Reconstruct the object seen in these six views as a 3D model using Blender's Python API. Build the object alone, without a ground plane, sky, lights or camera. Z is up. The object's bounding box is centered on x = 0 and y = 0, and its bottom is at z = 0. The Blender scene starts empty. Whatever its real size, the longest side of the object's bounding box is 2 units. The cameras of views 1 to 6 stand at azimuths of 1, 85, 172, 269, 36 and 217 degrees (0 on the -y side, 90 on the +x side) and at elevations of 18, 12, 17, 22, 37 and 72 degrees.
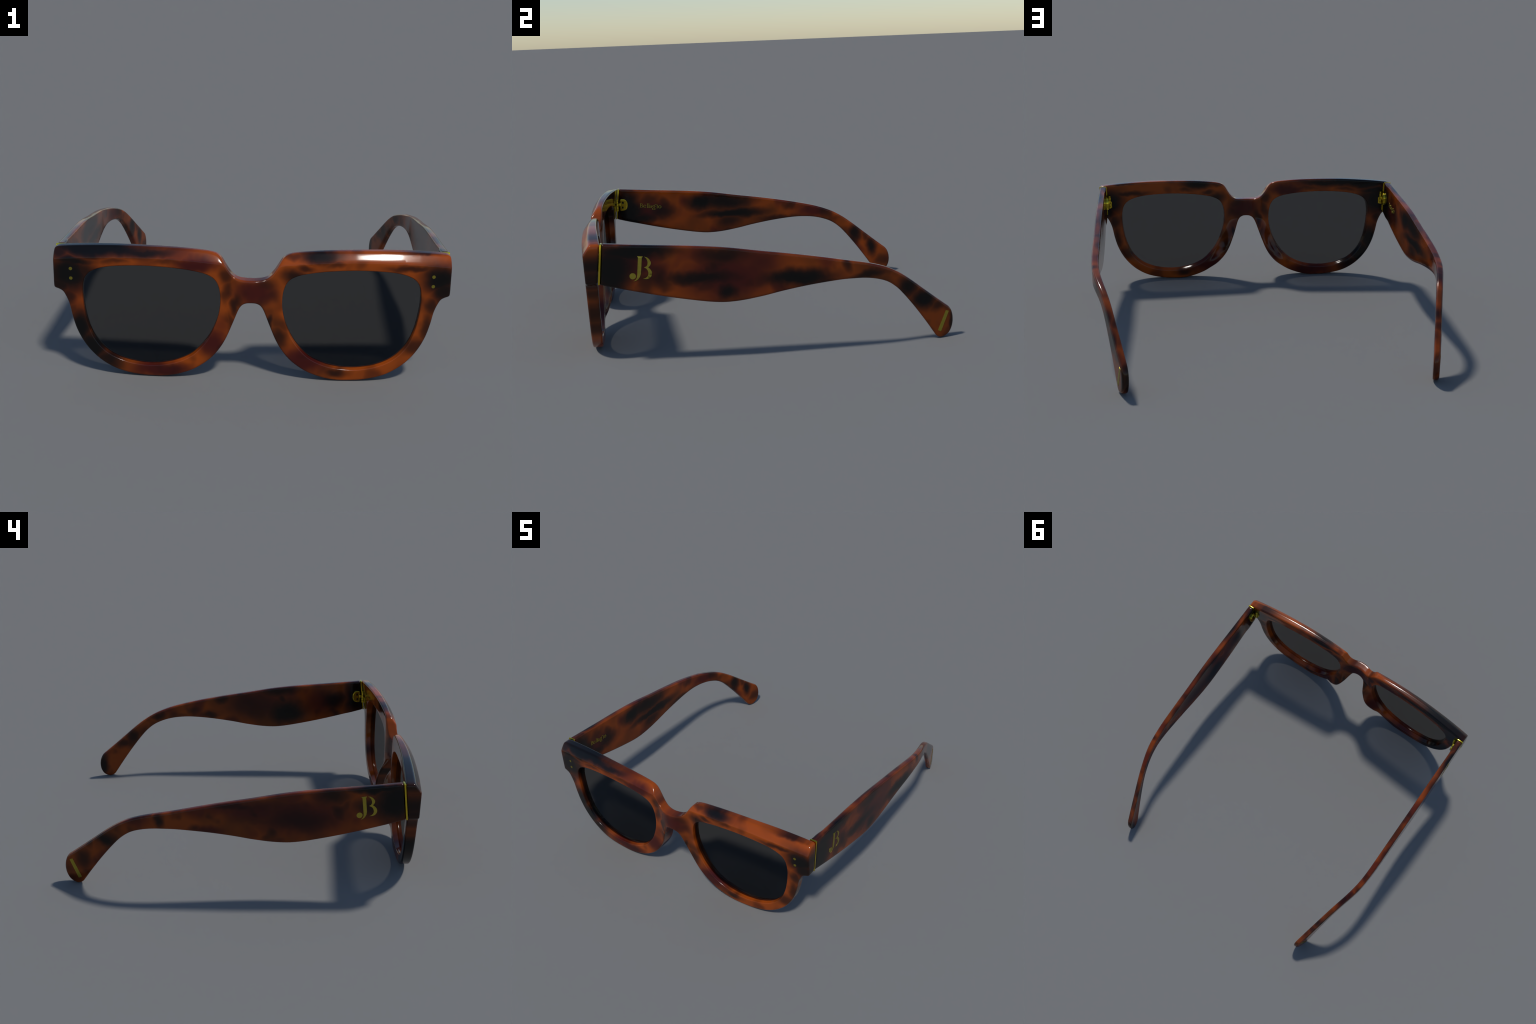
# Tortoiseshell sunglasses: acetate front, two temples, smoked lenses, brass hinges and inlays.
import bpy, math
import numpy as np
from mathutils.geometry import delaunay_2d_cdt
from mathutils import Vector

# ------------------------------------------------------------------ helpers
def spline(pts, step, closed=True):
    """Centripetal Catmull-Rom through control points, resampled at equal steps."""
    P = [np.array(p, float) for p in pts]
    n = len(P)
    out = []
    segs = n if closed else n - 1
    for i in range(segs):
        if closed:
            p0, p1, p2, p3 = P[(i - 1) % n], P[i], P[(i + 1) % n], P[(i + 2) % n]
        else:
            p1, p2 = P[i], P[i + 1]
            p0 = P[i - 1] if i else 2 * p1 - p2
            p3 = P[i + 2] if i + 2 < n else 2 * p2 - p1
        t0 = 0
        t1 = t0 + max(np.linalg.norm(p1 - p0), 1e-9) ** .5
        t2 = t1 + max(np.linalg.norm(p2 - p1), 1e-9) ** .5
        t3 = t2 + max(np.linalg.norm(p3 - p2), 1e-9) ** .5
        for t in np.linspace(t1, t2, 24, endpoint=False):
            a1 = (t1 - t) / (t1 - t0) * p0 + (t - t0) / (t1 - t0) * p1
            a2 = (t2 - t) / (t2 - t1) * p1 + (t - t1) / (t2 - t1) * p2
            a3 = (t3 - t) / (t3 - t2) * p2 + (t - t2) / (t3 - t2) * p3
            b1 = (t2 - t) / (t2 - t0) * a1 + (t - t0) / (t2 - t0) * a2
            b2 = (t3 - t) / (t3 - t1) * a2 + (t - t1) / (t3 - t1) * a3
            out.append((t2 - t) / (t2 - t1) * b1 + (t - t1) / (t2 - t1) * b2)
    if not closed:
        out.append(P[-1])
    out = np.array(out)
    return resample(out, step, closed)

def resample(out, step, closed=True):
    Q = np.vstack([out, out[:1]]) if closed else out
    L = np.concatenate([[0], np.cumsum(np.linalg.norm(np.diff(Q, axis=0), axis=1))])
    m = max(int(round(L[-1] / step)), 3)
    s = np.linspace(0, L[-1], m, endpoint=False) if closed else np.linspace(0, L[-1], m + 1)
    return np.stack([np.interp(s, L, Q[:, k]) for k in (0, 1)], 1)

def area2(loop):
    x, y = loop[:, 0], loop[:, 1]
    return np.sum(x * np.roll(y, -1) - y * np.roll(x, -1))

def ccw(loop):
    return loop if area2(loop) > 0 else loop[::-1].copy()

def inward(loop):
    """Unit normals pointing to the left of travel (inside of a ccw loop)."""
    t = np.roll(loop, -1, 0) - np.roll(loop, 1, 0)
    t /= np.linalg.norm(t, axis=1)[:, None] + 1e-12
    return np.stack([-t[:, 1], t[:, 0]], 1)

def inside(pts, loop):
    x, y = pts[:, 0][:, None], pts[:, 1][:, None]
    ax, ay = loop[:, 0][None], loop[:, 1][None]
    bx, by = np.roll(loop[:, 0], -1)[None], np.roll(loop[:, 1], -1)[None]
    c = ((ay > y) != (by > y)) & (x < (bx - ax) * (y - ay) / (by - ay + 1e-15) + ax)
    return (c.sum(1) % 2) == 1

def smooth(a, b, x):
    t = np.clip((np.asarray(x, float) - a) / (b - a), 0, 1)
    return t * t * (3 - 2 * t)

def fill(loops, spacing, guides=()):
    """Triangulate the region inside loops[0] and outside the other loops.
    Returns points (loop points first) and triangles."""
    P, E, k = [], [], 0
    for l in loops:
        n = len(l)
        P += [tuple(p) for p in l]
        E += [(k + i, k + (i + 1) % n) for i in range(n)]
        k += n
    nb = k
    allb = np.vstack(loops)
    cand = []
    if spacing:
        lo, hi = loops[0].min(0), loops[0].max(0)
        r = 0
        y = lo[1]
        while y < hi[1]:
            x = np.arange(lo[0] + (r % 2) * spacing / 2, hi[0], spacing)
            cand.append(np.stack([x, np.full_like(x, y)], 1))
            y += spacing * .866
            r += 1
        cand = np.vstack(cand)
        keep = inside(cand, loops[0])
        for h in loops[1:]:
            keep &= ~inside(cand, h)
        cand = cand[keep]
    if len(guides):
        g = np.vstack(guides)
        keep = inside(g, loops[0])
        for h in loops[1:]:
            keep &= ~inside(g, h)
        g = g[keep]
        d = np.array([np.min(np.sum((allb - p) ** 2, 1)) for p in g])
        g = g[d > .003 ** 2]
        if len(cand):
            d = np.array([np.min(np.sum((g - p) ** 2, 1)) for p in cand])
            cand = cand[d > (.5 * spacing) ** 2]
    else:
        g = np.zeros((0, 2))
    if len(cand):
        d = np.array([np.min(np.sum((allb - p) ** 2, 1)) for p in cand])
        cand = cand[d > (.55 * spacing) ** 2]
        P += [tuple(p) for p in cand]
    P += [tuple(p) for p in g]
    V, _, F, OV, _, _ = delaunay_2d_cdt([Vector(p) for p in P], E, [], 0, 1e-7)
    V = np.array([tuple(v) for v in V])
    F = np.array([tuple(f) for f in F if len(f) == 3])
    back = {}
    for i, o in enumerate(OV):
        for j in o:
            back[j] = i
    c = V[F].mean(1)
    keep = inside(c, loops[0])
    for h in loops[1:]:
        keep &= ~inside(c, h)
    F = F[keep]
    # make all triangles ccw
    a, b, cc = V[F[:, 0]], V[F[:, 1]], V[F[:, 2]]
    s = (b[:, 0] - a[:, 0]) * (cc[:, 1] - a[:, 1]) - (b[:, 1] - a[:, 1]) * (cc[:, 0] - a[:, 0])
    F[s < 0] = F[s < 0][:, ::-1]
    return V, F, [back[i] for i in range(nb)]

def plate(name, outer, holes, near, far, to3d, round_near=.0, round_far=.0, hole_near=.0,
          hole_far=.0, flare=0., waist=None, spacing=.012, guides=(), mat=None, steps=5, wall=3, angle=38):
    """A sheet with rounded rims: 2D outline + holes, bounded by two depth functions.
    near/far: (a,b arrays)->depth; near depth < far depth.  to3d(a,b,depth)->xyz."""
    outer = ccw(outer)
    holes = [ccw(h)[::-1].copy() for h in holes]         # cw: inward() points into the material
    loops = [outer] + holes
    verts, faces = [], []
    count = 0

    def add(ab, depth):
        nonlocal count
        x = np.array(to3d(ab[:, 0], ab[:, 1], depth)).T
        verts.append(x)
        ids = np.arange(count, count + len(ab))
        count += len(ab)
        return ids

    def strip(A, B, flip):
        n = len(A)
        for i in range(n):
            j = (i + 1) % n
            q = (A[i], A[j], B[j], B[i])
            faces.append(q[::-1] if flip else q)

    def side(fn, sign, rads, shift):
        """rim rings from wall edge to flat edge, then the filled face"""
        rings_all, flat = [], []
        for l, r, sh in zip(loops, rads, shift):
            nrm = inward(l)
            rings = []
            base = l + nrm * sh
            K = steps if r > 0 else 0
            for k in range(K + 1):
                th = math.pi / 2 * k / K if K else math.pi / 2
                ab = base + nrm * r * (1 - math.cos(th))
                rings.append((ab, sign * r * (1 - math.sin(th))))
            rings_all.append(rings)
            flat.append(rings[-1][0])
        V, F, back = fill(flat, spacing, guides)
        ids = add(V, fn(V[:, 0], V[:, 1]))
        for f in F:
            t = tuple(int(ids[i]) for i in f)
            faces.append(t if sign > 0 else t[::-1])
        edge = []
        k0 = 0
        for rings in rings_all:
            n = len(rings[0][0])
            last = [int(ids[i]) for i in back[k0:k0 + n]]
            k0 += n
            for ab, dd in rings[-2::-1]:
                cur = list(add(ab, fn(ab[:, 0], ab[:, 1]) + dd))
                strip(cur, last, sign < 0)
                last = cur
            edge.append((last, rings[0][0], fn(rings[0][0][:, 0], rings[0][0][:, 1]) + rings[0][1]))
        return edge

    nh = len(holes)
    e1 = side(near, 1, [round_near] + [hole_near] * nh, [0] * (nh + 1))
    e2 = side(far, -1, [round_far] + [hole_far] * nh, [0] + [flare] * nh)
    for loop, (i1, ab1, d1), (i2, ab2, d2) in zip(loops, e1, e2):
        last = i1
        for k in range(1, wall):
            t = k / wall
            ring = ab1 * (1 - t) + ab2 * t
            if waist and loop is not outer:
                ring = ring - inward(loop) * waist(loop, t)[:, None]
            cur = list(add(ring, d1 * (1 - t) + d2 * t))
            strip(cur, last, False)
            last = cur
        strip(i2, last, False)
    me = bpy.data.meshes.new(name)
    me.from_pydata(np.vstack(verts).tolist(), [], [tuple(int(i) for i in f) for f in faces])
    return finish(name, me, mat, angle)

def finish(name, me, mat, angle=38):
    import bmesh
    bm = bmesh.new()
    bm.from_mesh(me)
    bmesh.ops.recalc_face_normals(bm, faces=bm.faces)
    bm.to_mesh(me)
    bm.free()
    me.polygons.foreach_set('use_smooth', [True] * len(me.polygons))
    me.set_sharp_from_angle(angle=math.radians(angle))
    me.update()
    ob = bpy.data.objects.new(name, me)
    bpy.context.scene.collection.objects.link(ob)
    if mat:
        me.materials.append(mat)
    return ob

def solid(name, boxes, mat, bevel=.0015, cylinders=()):
    """Small metal fitting out of bevelled hexahedra (8 corners each) and upright cylinders."""
    import bmesh
    bm = bmesh.new()
    for c in boxes:
        vs = [bm.verts.new(p) for p in c]
        for f in ((0, 1, 2, 3), (7, 6, 5, 4), (0, 4, 5, 1), (1, 5, 6, 2), (2, 6, 7, 3), (3, 7, 4, 0)):
            bm.faces.new([vs[i] for i in f])
    if bevel:
        bmesh.ops.bevel(bm, geom=list(bm.edges), offset=bevel, segments=2, affect='EDGES', profile=.6)
    for (cx, cy, z0, z1, r) in cylinders:
        n = 24
        rows = []
        for (rr, zz) in ((r * .9, z0), (r, z0 + r * .12), (r, z1 - r * .12), (r * .9, z1)):
            rows.append([bm.verts.new((cx + rr * math.cos(2 * math.pi * i / n), cy + rr * math.sin(2 * math.pi * i / n), zz)) for i in range(n)])
        for a, b in zip(rows, rows[1:]):
            for i in range(n):
                bm.faces.new((a[i], a[(i + 1) % n], b[(i + 1) % n], b[i]))
        bm.faces.new(rows[0][::-1])
        bm.faces.new(rows[-1])
    me = bpy.data.meshes.new(name)
    bm.to_mesh(me)
    bm.free()
    return finish(name, me, mat, 30)

def box(x0, x1, y0, y1, z0, z1, lean=0., zref=0.):
    s = lambda z: lean * (z - zref)
    return [(x0, y0 + s(z0), z0), (x1, y0 + s(z0), z0), (x1, y1 + s(z0), z0), (x0, y1 + s(z0), z0),
            (x0, y0 + s(z1), z1), (x1, y0 + s(z1), z1), (x1, y1 + s(z1), z1), (x0, y1 + s(z1), z1)]

# ------------------------------------------------------------------ materials
class Nodes:
    def __init__(self, name):
        self.m = bpy.data.materials.new(name)
        self.m.use_nodes = True
        self.t = self.m.node_tree
        self.t.nodes.clear()

    def n(self, kind, **kw):
        nd = self.t.nodes.new(kind)
        for k, v in kw.items():
            setattr(nd, k, v)
        return nd

    def put(self, sock, v):
        if isinstance(v, bpy.types.NodeSocket):
            self.t.links.new(v, sock)
        else:
            sock.default_value = v

    def math(self, op, a, b=0.):
        nd = self.n('ShaderNodeMath', operation=op)
        self.put(nd.inputs[0], a)
        self.put(nd.inputs[1], b)
        return nd.outputs[0]

    def vec(self, op, a, b=(0, 0, 0)):
        nd = self.n('ShaderNodeVectorMath', operation=op)
        self.put(nd.inputs[0], a)
        self.put(nd.inputs[1], b)
        return nd.outputs['Value' if op == 'LENGTH' else 'Vector']

    def ramp(self, v, a, b, lo=0., hi=1.):
        nd = self.n('ShaderNodeMapRange', interpolation_type='SMOOTHSTEP')
        self.put(nd.inputs[0], v)
        for i, q in enumerate((a, b, lo, hi)):
            nd.inputs[i + 1].default_value = q
        return nd.outputs[0]

    def noise(self, vec, scale, detail=2., rough=.5):
        nd = self.n('ShaderNodeTexNoise')
        self.put(nd.inputs['Vector'], vec)
        nd.inputs['Scale'].default_value = scale
        nd.inputs['Detail'].default_value = detail
        nd.inputs['Roughness'].default_value = rough
        return nd

    def mix(self, f, a, b):
        nd = self.n('ShaderNodeMix', data_type='RGBA')
        self.put(nd.inputs[0], f)
        self.put(nd.inputs[6], a)
        self.put(nd.inputs[7], b)
        return nd.outputs[2]

    def out(self, shader):
        o = self.n('ShaderNodeOutputMaterial')
        self.t.links.new(shader, o.inputs[0])
        return self.m

ORANGE = (.292, .0535, .0050, 1)
AMBER = (.165, .035, .0050, 1)
MAROON = (.055, .0070, .0055, 1)
BLACK = (.0040, .0034, .0032, 1)

def tortoise(name, plane, dark, wine, seed, fleck=1., tone=1., roughness=.125):
    """Polished acetate.  Blots lie in the sheet, so each runs through its thickness:
    plane masks the coordinates that count.  dark/wine: blots (a, b, c, ra, rb, rc)."""
    N = Nodes(name)
    co = N.n('ShaderNodeTexCoord').outputs['Object']
    flat = N.vec('MULTIPLY', co, plane)
    mv = N.vec('ADD', flat, (seed, seed * .7, -seed * .4))
    wob = N.noise(mv, 9., 2., .55).outputs['Color']
    wob = N.vec('MULTIPLY', N.vec('SUBTRACT', wob, (.5, .5, .5)), (.012 if plane[1] else .060, .060, .060))
    wob2 = N.noise(mv, 26., 1.5).outputs['Color']
    wob2 = N.vec('MULTIPLY', N.vec('SUBTRACT', wob2, (.5, .5, .5)), (.005 if plane[1] else .012, .012, .012))
    p = N.vec('MULTIPLY', N.vec('ADD', N.vec('ADD', flat, wob), wob2), plane)

    def blots(lst):
        acc = None
        for b in lst:
            c, r = b[:3], b[3:6]
            k = b[6] if len(b) > 6 else 1.
            inv = tuple(pl / q if q else 0. for pl, q in zip(plane, r))
            d = N.vec('LENGTH', N.vec('MULTIPLY', N.vec('SUBTRACT', p, c), inv))
            m = N.ramp(d, 1.88, .22, 0., k ** 1.7 * (1. if max(r) > .07 else .86))
            acc = m if acc is None else N.math('MAXIMUM', acc, m)
        return acc

    def even(m):
        # blots fade evenly to the eye, not in linear light
        return N.math('SUBTRACT', 1., N.math('POWER', N.math('SUBTRACT', 1., m), 2.))

    n1 = N.noise(mv, 5.5, 1.5, .5).outputs['Fac']
    n2 = N.noise(N.vec('ADD', mv, (7.3, 1.1, 4.2)), 8., 1.5, .5).outputs['Fac']
    n3 = N.noise(N.vec('ADD', mv, (2.3, 9.1, 5.2)), 5., 1., .5).outputs['Fac']
    col = N.mix(N.ramp(n3, .45, .70), tuple(q * tone for q in ORANGE[:3]) + (1,), tuple(q * tone for q in AMBER[:3]) + (1,))
    wine_m = N.math('MAXIMUM', blots(wine), N.ramp(n1, .52, .72, 0., .7 * fleck))
    col = N.mix(even(wine_m), col, MAROON)
    dark_m = N.math('MAXIMUM', blots(dark), N.ramp(n2, .54, .74, 0., .72 * fleck))
    col = N.mix(even(dark_m), col, BLACK)
    b = N.n('ShaderNodeBsdfPrincipled')
    N.put(b.inputs['Base Color'], col)
    b.inputs['Roughness'].default_value = roughness
    b.inputs['Specular IOR Level'].default_value = .27
    return N.out(b.outputs[0])

def brass(name, colour, roughness):
    N = Nodes(name)
    b = N.n('ShaderNodeBsdfPrincipled')
    co = N.n('ShaderNodeTexCoord').outputs['Object']
    n = N.noise(co, 60., 2.).outputs['Fac']
    c = N.mix(N.ramp(n, .3, .7), colour, tuple(q * .9 for q in colour[:3]) + (1,))
    N.put(b.inputs['Base Color'], c)
    b.inputs['Metallic'].default_value = 1.
    b.inputs['Roughness'].default_value = roughness
    return N.out(b.outputs[0])

def smoked(name):
    N = Nodes(name)
    t = N.n('ShaderNodeBsdfTransparent')
    t.inputs[0].default_value = (.418, .418, .418, 1)
    g = N.n('ShaderNodeBsdfPrincipled')
    g.inputs['Base Color'].default_value = (.01, .01, .011, 1)
    g.inputs['Roughness'].default_value = .12
    m = N.n('ShaderNodeMixShader')
    m.inputs[0].default_value = .05
    N.t.links.new(t.outputs[0], m.inputs[1])
    N.t.links.new(g.outputs[0], m.inputs[2])
    return N.out(m.outputs[0])

# plan of the temples: distance of the outer and the inner face from the middle
OUT_Y = [-.90, -.835, -.685, -.50, -.315, -.127, .0, .11, .20, .26, .32, .379, .43, .47, .53, .604, .66, .721, .823, .898, .967, 1.02]
OUT_X = [.957, .958, .9595, .961, .962, .961, .9605, .9608, .961, .9605, .9585, .9545, .9495, .9430, .929, .907, .891, .873, .844, .823, .8025, .7865]
IN_Y = [-.90, -.80, -.765, -.735, -.5, -.2, .07, .20, .28, .35, .41, .457, .51, .563, .66, .762, .883, .975, 1.02]
IN_X = [.9165, .9165, .9165, .922, .9215, .923, .922, .9215, .9215, .919, .914, .907, .896, .883, .855, .826, .7905, .765, .752]

def soften(ys, xs):
    Y = np.linspace(ys[0], ys[-1], 800)
    X = np.interp(Y, ys, xs)
    k = np.hanning(31)
    k /= k.sum()
    pad = 15
    Xp = np.concatenate([2 * X[0] - X[pad:0:-1], X, 2 * X[-1] - X[-2:-pad - 2:-1]])
    return Y, np.convolve(Xp, k, 'valid')

OY, OX = soften(OUT_Y, OUT_X)
IY, IX = soften(IN_Y, IN_X)
x_out = lambda y: np.interp(y, OY, OX)
x_in = lambda y: np.interp(y, IY, IX)

def place_blots(lst, sign):
    return [(sign * float(f(y)), y, z, .026, ry, rz, k) for f, y, z, ry, rz, k in lst]

def xz(x, z, rx, rz, k=1.):
    return (x, 0, z, rx, 0, rz, k)

def out(y, z, ry, rz, k=1.):
    return (x_out, y, z, ry, rz, k)

def inn(y, z, ry, rz, k=1.):
    return (x_in, y, z, ry, rz, k)

# blots: where they lie in the sheet, how far they reach, how dark they get
FRONT_DARK = [
  xz(-.890, .530, .095, .085), xz(-.750, .655, .270, .036), xz(-.534, .648, .130, .020, .9), xz(-.805, .557, .060, .040, .9),
  xz(-.940, .467, .050, .050, .95), xz(-.892, .404, .035, .040, .8), xz(-.868, .330, .030, .040, .7), xz(-.838, .230, .055, .095),
  xz(-.780, .138, .060, .080), xz(-.705, .078, .065, .045, .95), xz(-.664, .597, .060, .014, .7), xz(-.423, .606, .060, .014, .6),
  xz(-.124, .546, .026, .038, .78), xz(-.115, .474, .018, .050, .72), xz(-.070, .397, .018, .050, .85), xz(-.098, .307, .016, .051, .7),
  xz(.330, .650, .085, .028, .95), xz(.215, .645, .055, .014, .7), xz(.201, .555, .050, .030, .9), xz(.259, .592, .040, .014, .8),
  xz(.410, .612, .040, .015, .7), xz(.905, .535, .080, .060), xz(.935, .475, .060, .060), xz(.763, .592, .100, .015, .75),
  xz(.880, .404, .030, .045, .8), xz(.862, .290, .024, .065, .75), xz(.805, .190, .055, .035, .75), xz(.095, .310, .018, .045, .9),
  xz(.141, .222, .032, .050, .82), xz(.420, .040, .050, .020, .85), xz(.074, .511, .035, .025, .6), xz(.84, .660, .10, .010, .8), xz(-.865, .598, .10, .026, .95), xz(-.935, .635, .055, .036, .95)]
FRONT_WINE = [
  xz(.015, .468, .080, .048, .9), xz(-.269, .597, .085, .030), xz(-.180, .185, .060, .065), xz(-.440, .035, .120, .035),
  xz(.267, .110, .100, .060), xz(-.363, .639, .090, .030, .6), xz(-.150, .285, .035, .060, .6), xz(.60, .035, .05, .02, .4)]
RIGHT_DARK = [
  out(-.805, .512, .095, .120), out(-.690, .605, .190, .036), out(-.234, .566, .105, .042, .8), out(-.270, .524, .050, .030, .6),
  out(-.369, .447, .160, .028, .85), out(-.218, .375, .042, .034, .95), out(.149, .418, .160, .038), out(.263, .396, .075, .022, .8),
  out(.396, .469, .020, .034, .8), out(.519, .403, .110, .018, .8), out(.738, .308, .056, .052), out(.825, .232, .080, .048),
  out(.905, .180, .045, .025, .8), out(.992, .085, .016, .065, .9),
  inn(-.815, .545, .075, .120), inn(-.661, .517, .080, .055, .8), inn(-.330, .419, .105, .070, .95), inn(-.255, .593, .120, .035, .8),
  inn(-.048, .464, .150, .090, .55), inn(.135, .514, .040, .030, .8), inn(.229, .405, .050, .020, .8), inn(.592, .406, .060, .020, .8),
  inn(.765, .270, .045, .055, .9), inn(.830, .230, .050, .030, .8), inn(.975, .085, .035, .070)]
RIGHT_WINE = [
  out(-.668, .549, .094, .062), out(-.571, .490, .062, .052, .8), out(-.214, .450, .188, .094, .9), out(-.082, .512, .125, .073, .75),
  inn(-.55, .50, .09, .08, .7), inn(-.15, .50, .22, .09, .7)]
LEFT_DARK = [
  out(-.790, .545, .095, .095), out(-.704, .622, .143, .022), out(-.654, .523, .071, .045, .75), out(-.465, .592, .080, .045, .8),
  out(-.284, .440, .134, .054, .55), out(.455, .440, .024, .036, .9), out(.757, .290, .054, .036), out(.540, .455, .036, .014, .8),
  out(.890, .165, .040, .048, .8), out(.087, .530, .107, .016, .6),
  inn(-.782, .510, .075, .120), inn(-.639, .573, .060, .028, .7), inn(-.529, .472, .070, .045, .8), inn(-.741, .437, .150, .034, .9),
  inn(-.280, .529, .080, .048), inn(-.128, .528, .170, .048, .9), inn(-.062, .440, .180, .030), inn(-.099, .385, .075, .036, .8),
  inn(.250, .390, .120, .018, .7), inn(.770, .275, .042, .055), inn(.880, .180, .036, .055), inn(.945, .080, .055, .030, .7)]
LEFT_WINE = [
  out(-.299, .466, .205, .085, .9), out(-.034, .501, .134, .050, .85), out(-.657, .464, .080, .036, .4), out(.198, .385, .071, .027, .8),
  out(.048, .514, .179, .036, .75), inn(-.645, .490, .120, .050), inn(.500, .425, .130, .036, .9), inn(.360, .485, .060, .030, .6)]

M_FRONT = tortoise('tortoise_acetate_front', (1., 0., 1.), FRONT_DARK, FRONT_WINE, 3.7, fleck=.45)
M_RIGHT = tortoise('tortoise_acetate_temple', (1., 1., 1.), place_blots(RIGHT_DARK, 1), place_blots(RIGHT_WINE, 1), 11.2, fleck=.7, tone=.80)
M_LEFT = tortoise('tortoise_acetate_temple_other', (1., 1., 1.), place_blots(LEFT_DARK, -1), place_blots(LEFT_WINE, -1), 23.9, fleck=.7, tone=.78)
M_GOLD = brass('polished_brass', (.72, .55, .045, 1), .17)
M_MARK = brass('matt_gold_foil', (.43, .355, .056, 1), .36)
M_LENS = smoked('smoked_lens')

# ------------------------------------------------------------------ the front
HALF = [(.032, .5275), (.056, .5290), (.075, .5345), (.093, .547), (.106, .561), (.120, .581), (.142, .617), (.154, .631), (.170, .6415), (.20, .650),
        (.25, .6560), (.36, .6635), (.51, .6670), (.66, .6665), (.80, .6605), (.90, .6530), (.940, .6485), (.951, .6455), (.957, .640), (.9595, .630),
        (.961, .60), (.962, .52), (.962, .460), (.9605, .4515), (.955, .4465), (.938, .4405), (.920, .430), (.905, .405), (.8905, .367),
        (.8765, .300), (.858, .236), (.827, .171), (.788, .118), (.737, .071), (.674, .034), (.610, .0135), (.55, .0035), (.485, .0),
        (.42, .0015), (.36, .0125), (.285, .040), (.232, .073), (.191, .108), (.150, .160), (.121, .213), (.090, .292), (.062, .368),
        (.052, .388), (.040, .402), (.022, .411)]
outline = [(0, .5272)] + HALF + [(0, .413)] + [(-x, z) for x, z in HALF[::-1]]
FRONT_OUT = spline(outline, .0055)
HOLE = [(.150, .402), (.1525, .455), (.164, .497), (.184, .526), (.225, .5485), (.30, .565), (.39, .5755), (.50, .5805), (.61, .5775), (.698, .5685), (.753, .553),
        (.790, .531), (.811, .499), (.8205, .452), (.821, .400), (.814, .332), (.798, .257), (.768, .186), (.712, .122), (.635, .081),
        (.54, .061), (.47, .060), (.42, .066), (.355, .084), (.285, .121), (.228, .181), (.196, .232), (.170, .297), (.155, .355)]
HOLE_R = spline(HOLE, .0055)
HOLE_L = spline([(-x, z) for x, z in HOLE], .0055)

BROW_X = [0, .12, .16, .23, .30, .40, .50, .62, .72, .81, .90, .98]
BROW_Z = [.596, .596, .602, .6095, .6155, .6215, .6235, .6215, .6175, .612, .604, .5945]

def front_plain(x, z):
    ax = np.abs(x)
    bump = np.where(ax < .14, np.cos(np.clip(ax, 0, .14) * math.pi / .28) ** 2, 0) * .0355
    return -.9695 + .078 * (ax - .25) ** 2 + .027 * np.clip(.60 - z, 0, 1) - bump

def front_y(x, z):
    """Front face: wrapped, leaning back below, bridge bulging out, bevel along the brow."""
    ax = np.abs(x)
    zl = np.interp(ax, BROW_X, BROW_Z)
    slope = np.interp(ax, [0, .2, .5, .8, .96], [.82, .82, .80, .78, .74])
    d = slope * (z - zl)
    k = .003
    return front_plain(x, z) + np.where(ax > .115, .5 * (d + np.sqrt(d * d + k * k)), 0)

NOSE_Z = [.0, .108, .160, .213, .292, .368, .388, .45]
NOSE_X = [.19, .19, .150, .121, .090, .062, .052, .03]

REAR_X, REAR_Y = soften([-.2, .2, .3, .4, .5, .6, .7, .8, .9, .98], [-.9025, -.9025, -.899, -.894, -.888, -.880, -.870, -.860, -.850, -.844])

def back_y(x, z):
    ax = np.abs(x)
    base = np.interp(ax, REAR_X, REAR_Y) + .002
    base = base - np.interp(ax, [.4, .6, .83, .96], [0, .011, .019, .024]) * np.clip((.645 - z) / .2, 0, 1)
    base = base - .033 * np.cos(np.clip(ax / .15, 0, 1) * math.pi / 2) ** 2 * smooth(.30, .40, z)
    up = np.clip((.402 - z) / .20, 0, 1)
    rise = np.where(z > .202, np.sin(up * math.pi / 2) ** 1.1, np.cos(np.clip((.202 - z) / .19, 0, 1) * math.pi / 2) ** 2)
    xn = np.interp(z, NOSE_Z, NOSE_X)
    across = 1 - smooth(.012, .080, ax - xn)
    return base + .046 * rise * across

brow = np.stack([np.concatenate([np.arange(-.955, -.12, .006), np.arange(.125, .958, .006)])] * 2, 1)
guides = []
for dz in (-.0045, .0, .0045):
    g = brow.copy()
    g[:, 1] = np.interp(np.abs(g[:, 0]), BROW_X, BROW_Z) + dz
    guides.append(g)
to_front = lambda a, b, d: (a, d, b)
def lens_seat(p, t):
    """the wall of the opening closes in on the lens, most along the lower curve"""
    depth = .0015 + .0065 * smooth(.36, .12, p[:, 1])
    return depth * np.interp(t, [0, .25, .5, .75, 1], [0, .85, 1, .6, 0])

frame = plate('frame_front', FRONT_OUT, [HOLE_R, HOLE_L], front_y, back_y, to_front, round_near=.0095, round_far=.011,
              hole_near=.0055, hole_far=.006, flare=.003, waist=lens_seat, spacing=.0115, guides=guides, mat=M_FRONT, angle=32, wall=6)

root = bpy.data.objects.new('sunglasses', None)
bpy.context.scene.collection.objects.link(root)
root['label'] = 'chunky tortoiseshell sunglasses with smoked lenses and gold hinges'
root['category'] = 'sunglasses'

def own(ob, parent):
    ob.parent = parent
    return ob

own(frame, root)

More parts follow.
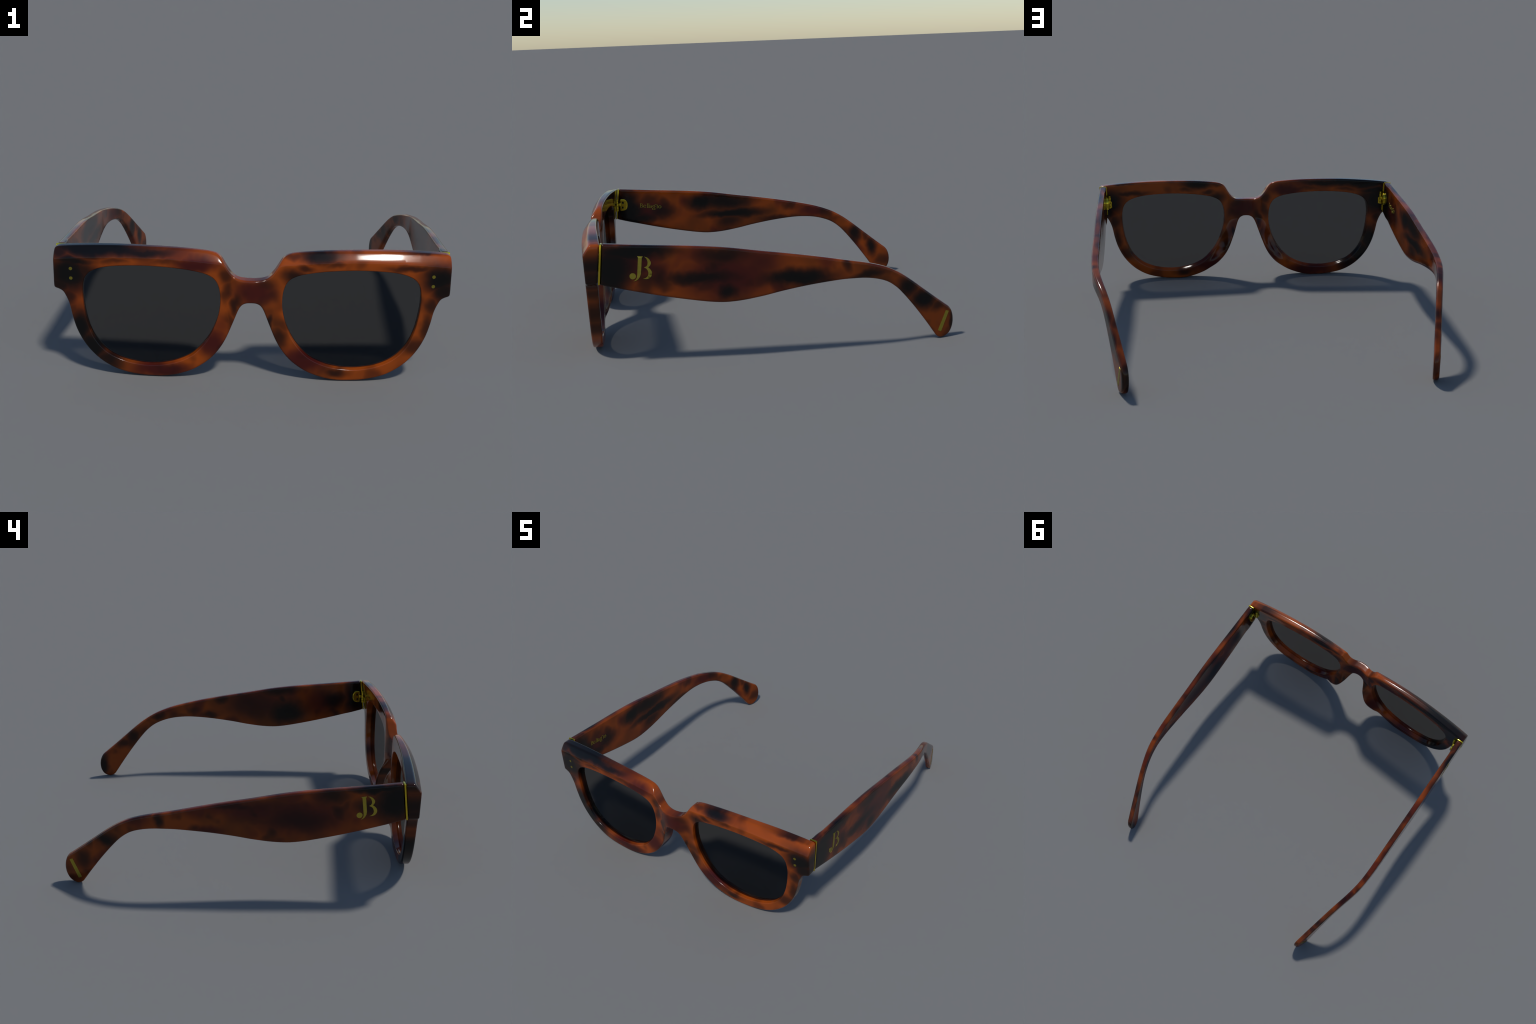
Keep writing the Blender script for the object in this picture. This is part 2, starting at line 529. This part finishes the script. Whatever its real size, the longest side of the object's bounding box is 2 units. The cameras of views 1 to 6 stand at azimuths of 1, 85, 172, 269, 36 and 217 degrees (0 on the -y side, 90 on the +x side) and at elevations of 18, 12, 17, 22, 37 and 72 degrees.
LENS_DEPTH = .020
def lens(loop):
    c = ccw(loop)
    grown = c - inward(c) * .003
    def face(x, z):
        q = ((np.abs(x) - .485) / .335) ** 2 + ((z - .325) / .26) ** 2
        return front_plain(x, z) + LENS_DEPTH - .017 * np.clip(1 - q, 0, 1)
    return own(plate('lens', grown, [], face, lambda x, z: front_plain(x, z) + .031, to_front, spacing=.02, mat=M_LENS, wall=1), root)
lens(HOLE_R)
lens(HOLE_L)

# rivets on the end pieces
def disc(cx, cy, r, n=28):
    a = np.linspace(0, 2 * math.pi, n, endpoint=False)
    return np.stack([cx + r * np.cos(a), cy + r * np.sin(a)], 1)

for s in (1, -1):
    for (x, z) in ((.875, .551), (.8755, .502)):
        own(plate('rivet', disc(s * x, z, .0085), [], lambda a, b: front_plain(a, b) - .0006, lambda a, b: front_plain(a, b) + .004, to_front,
                  spacing=0, mat=M_MARK, wall=1), frame)

# ------------------------------------------------------------------ temples
SIDE = [(-.833, .643), (-.829, .6465), (-.81, .6455), (-.625, .630), (-.398, .613), (-.226, .595), (-.021, .562), (.078, .547), (.254, .517), (.403, .487), (.514, .462),
        (.610, .430), (.681, .393), (.741, .351), (.821, .287), (.888, .233), (.950, .184), (.976, .163), (.991, .137), (.9985, .095),
        (.993, .053), (.975, .020), (.948, .003), (.922, .001), (.902, .011), (.886, .032), (.855, .078), (.781, .181), (.708, .272), (.667, .315),
        (.618, .350), (.554, .374), (.490, .386), (.428, .3895), (.367, .389), (.217, .375), (.069, .3520), (-.032, .332), (-.13, .3170), (-.19, .3120), (-.24, .3115),
        (-.30, .3170), (-.413, .336), (-.584, .3715), (-.753, .4130), (-.845, .438), (-.853, .4405), (-.855, .446), (-.844, .545)]
SIDE_LOOP = spline(SIDE, .0065)
LEAN = .109

def side_map(s):
    return lambda a, b, d: (-s * d, a, b)          # depth = -|x|, so the outer face is 'near'

def temple(s, mat):
    t = own(plate('temple', SIDE_LOOP, [], lambda y, z: -x_out(y), lambda y, z: -x_in(y), side_map(s),
                  round_near=.0115, round_far=.0115, spacing=.014, mat=mat, angle=40), root)
    # end plate between temple and front
    yb = -.839
    own(solid('end_plate', [box(s * .9168, s * .9606, yb - .0045, yb + .0055, .4425, .6475, LEAN, .646)], M_GOLD, .0022), t)
    # hinge leaf on the inner face: rounded tab with two square windows
    D = spline([(-.827, .579), (-.81, .5795), (-.797, .577), (-.787, .567), (-.7815, .553), (-.781, .535), (-.7855, .518), (-.795, .506), (-.81, .502), (-.828, .501),
                (-.832, .503), (-.833, .52), (-.832, .56), (-.830, .577)], .003)
    win = [resample(np.array([(cy - .0058, cz - .0075), (cy + .0058, cz - .0075), (cy + .0058, cz + .0075), (cy - .0058, cz + .0075)]), .0029) for cy, cz in ((-.8115, .5565), (-.8150, .5235))]
    leaf = own(plate('hinge_leaf', D, win, lambda y, z: 0 * y - .919, lambda y, z: 0 * y - .9035, side_map(s),
                     round_far=.0018, spacing=.006, mat=M_GOLD, wall=1, steps=3, angle=30), t)
    own(solid('hinge_knuckle', [box(s * .8985, s * .9160, -.846, -.826, .5345, .5525, 0)], M_GOLD, .0012,
              [(s * .9000, -.8520, .5350, .5520, .0105)]), t)
    return t

right = temple(1, M_RIGHT)
left = temple(-1, M_LEFT)

for s in (1, -1):
    # the front's half of the hinge: a strip on the end face, a leaf and the outer knuckles
    own(solid('end_plate', [box(s * .9140, s * .930, -.8520, -.8465, .452, .640, LEAN, .646)], M_GOLD, .001), frame)
    own(solid('hinge_leaf', [box(s * .886, s * .9130, -.8800, -.8600, .500, .582, 0)], M_GOLD, .002), frame)
    own(solid('hinge_knuckle', [box(s * .8905, s * .9095, -.866, -.850, .5535, .5715, 0), box(s * .8905, s * .9095, -.866, -.850, .5165, .5335, 0)], M_GOLD, .0012,
              [(s * .9000, -.8520, .5535, .5720, .0105), (s * .9000, -.8520, .5160, .5335, .0105), (s * .9000, -.8520, .573, .583, .0085), (s * .9000, -.8520, .501, .5145, .0095)]), frame)

# tip inlays
BAR = np.array([(.9535, .1490), (.9715, .1420), (.9245, .0345), (.9055, .0435)])
for s, t in ((1, right), (-1, left)):
    own(plate('tip_inlay', resample(BAR, .006), [], lambda y, z: -x_out(y) - .0011, lambda y, z: -x_out(y) + .004, side_map(s), spacing=.02, mat=M_MARK, wall=1, angle=4), t)

# monogram on the outer faces, reading left to right from either side
J = [(-.0145, 0), (.0145, 0), (.0125, -.004), (.0095, -.0085), (.0092, -.060), (.0088, -.088), (.005, -.104), (-.003, -.117), (-.013, -.125), (-.0255, -.1295),
     (-.016, -.121), (-.0105, -.111), (-.0090, -.095), (-.0092, -.060), (-.0092, -.0085), (-.0120, -.004)]
Bt = [(.0205, -.001), (.034, -.004), (.046, -.013), (.0545, -.026), (.0553, -.036), (.051, -.046), (.0425, -.0545), (.052, -.0615), (.0605, -.073), (.0635, -.087),
      (.0605, -.100), (.051, -.110), (.038, -.1145), (.0195, -.1145), (.031, -.1105), (.0405, -.103), (.0455, -.092), (.0452, -.080), (.041, -.069),
      (.034, -.0615), (.0225, -.0555), (.0325, -.0515), (.0382, -.043), (.0395, -.031), (.0365, -.019), (.031, -.0095)]
for s, t, y0, z0 in ((1, right, -.648, .5775), (-1, left, -.6255, .5795)):
    for nm, poly in (('monogram_letter', resample(np.array(J), .0022)), ('monogram_letter', resample(np.array(Bt), .0022)), ('monogram_dot', disc(-.031, -.1035, .0158))):
        u, v = poly[:, 0], poly[:, 1]
        loop = np.stack([y0 + s * u + LEAN * v, z0 + v - LEAN * u], 1) if s > 0 else np.stack([y0 - u + LEAN * v, z0 + v + LEAN * u], 1)
        own(plate(nm, loop, [], lambda y, z: -x_out(y) - .0011, lambda y, z: -x_out(y) + .004, side_map(s), spacing=.02, mat=M_MARK, wall=1, angle=4), t)

# word on the inner face of one temple
def ring(cx, cy, rx, ry, hx, hy, n=36):
    a = np.linspace(0, 2 * math.pi, n, endpoint=False)
    c, q = np.cos(a), np.sin(a)
    return np.stack([cx + rx * c, cy + ry * q], 1), [np.stack([cx + hx * c, cy + hy * q], 1)]

def bow(cx, cy, rx, ry, hx, hy, a0, a1, n=30):
    """open bowl of a letter with thick sides and thin ends"""
    a = np.radians(np.linspace(a0, a1, n))
    o = np.stack([cx + rx * np.cos(a), cy + ry * np.sin(a)], 1)
    i = np.stack([cx + hx * np.cos(a), cy + hy * np.sin(a)], 1)
    return np.vstack([o, i[::-1]]), []

def bar(x0, x1, y0, y1):
    return np.array([(x0, y0), (x1, y0), (x1, y1), (x0, y1)], float), []

stem = lambda x, h: [bar(x - .075, x + .075, 0, h), bar(x - .15, x + .15, 0, .05), bar(x - .15, x + .075, h - .06, h + .0)]
WORD = stem(.16, 1.0) + [bow(.34, .75, .34, .25, .17, .20, -90, 90), bow(.36, .27, .46, .27, .28, .22, -90, 90), bar(.05, .36, .955, 1.0), bar(.1, .38, .49, .54), bar(.05, .36, 0, .05)]
WORD += [bow(1.24, .35, .40, .36, .22, .30, 20, 330), bar(1.0, 1.60, .37, .43)]
WORD += stem(1.88, 1.05) + stem(2.22, 1.05)
WORD += [bow(2.62, .42, .28, .30, .16, .25, 0, 160), bar(2.76, 2.92, .0, .44), ring(2.60, .20, .26, .20, .12, .14)]
WORD += [ring(3.45, .42, .36, .30, .17, .25), bow(3.45, -.22, .42, .24, .27, .17, -200, 160), bow(3.95, .62, .36, .32, .28, .26, 60, 165)]
WORD += stem(4.28, .78) + [bow(4.10, .72, .26, .20, .12, .15, 0, 120)]
WORD += [ring(4.92, .35, .40, .36, .21, .30)]
parts = []
for i, (o, h) in enumerate(WORD):
    def place(p):
        u, v = p[:, 0] * .0276, p[:, 1] * .028
        return np.stack([-.700 + u + .096 * v, .515 + v - .096 * u], 1)
    lift = .0009 + .000012 * i
    parts.append(plate('lettering', place(o), [place(q) for q in h], lambda y, z: -x_in(y) - .003, lambda y, z, L=lift: -x_in(y) + L, side_map(-1), spacing=0, mat=M_MARK, wall=1))
import bmesh
bm = bmesh.new()
for q in parts:
    bm.from_mesh(q.data)
me = bpy.data.meshes.new('lettering')
bm.to_mesh(me)
bm.free()
me.materials.append(M_MARK)
for q in parts:
    bpy.data.objects.remove(q)
word = bpy.data.objects.new('lettering', me)
bpy.context.scene.collection.objects.link(word)
word['kind'] = 'stuff'
own(word, left)
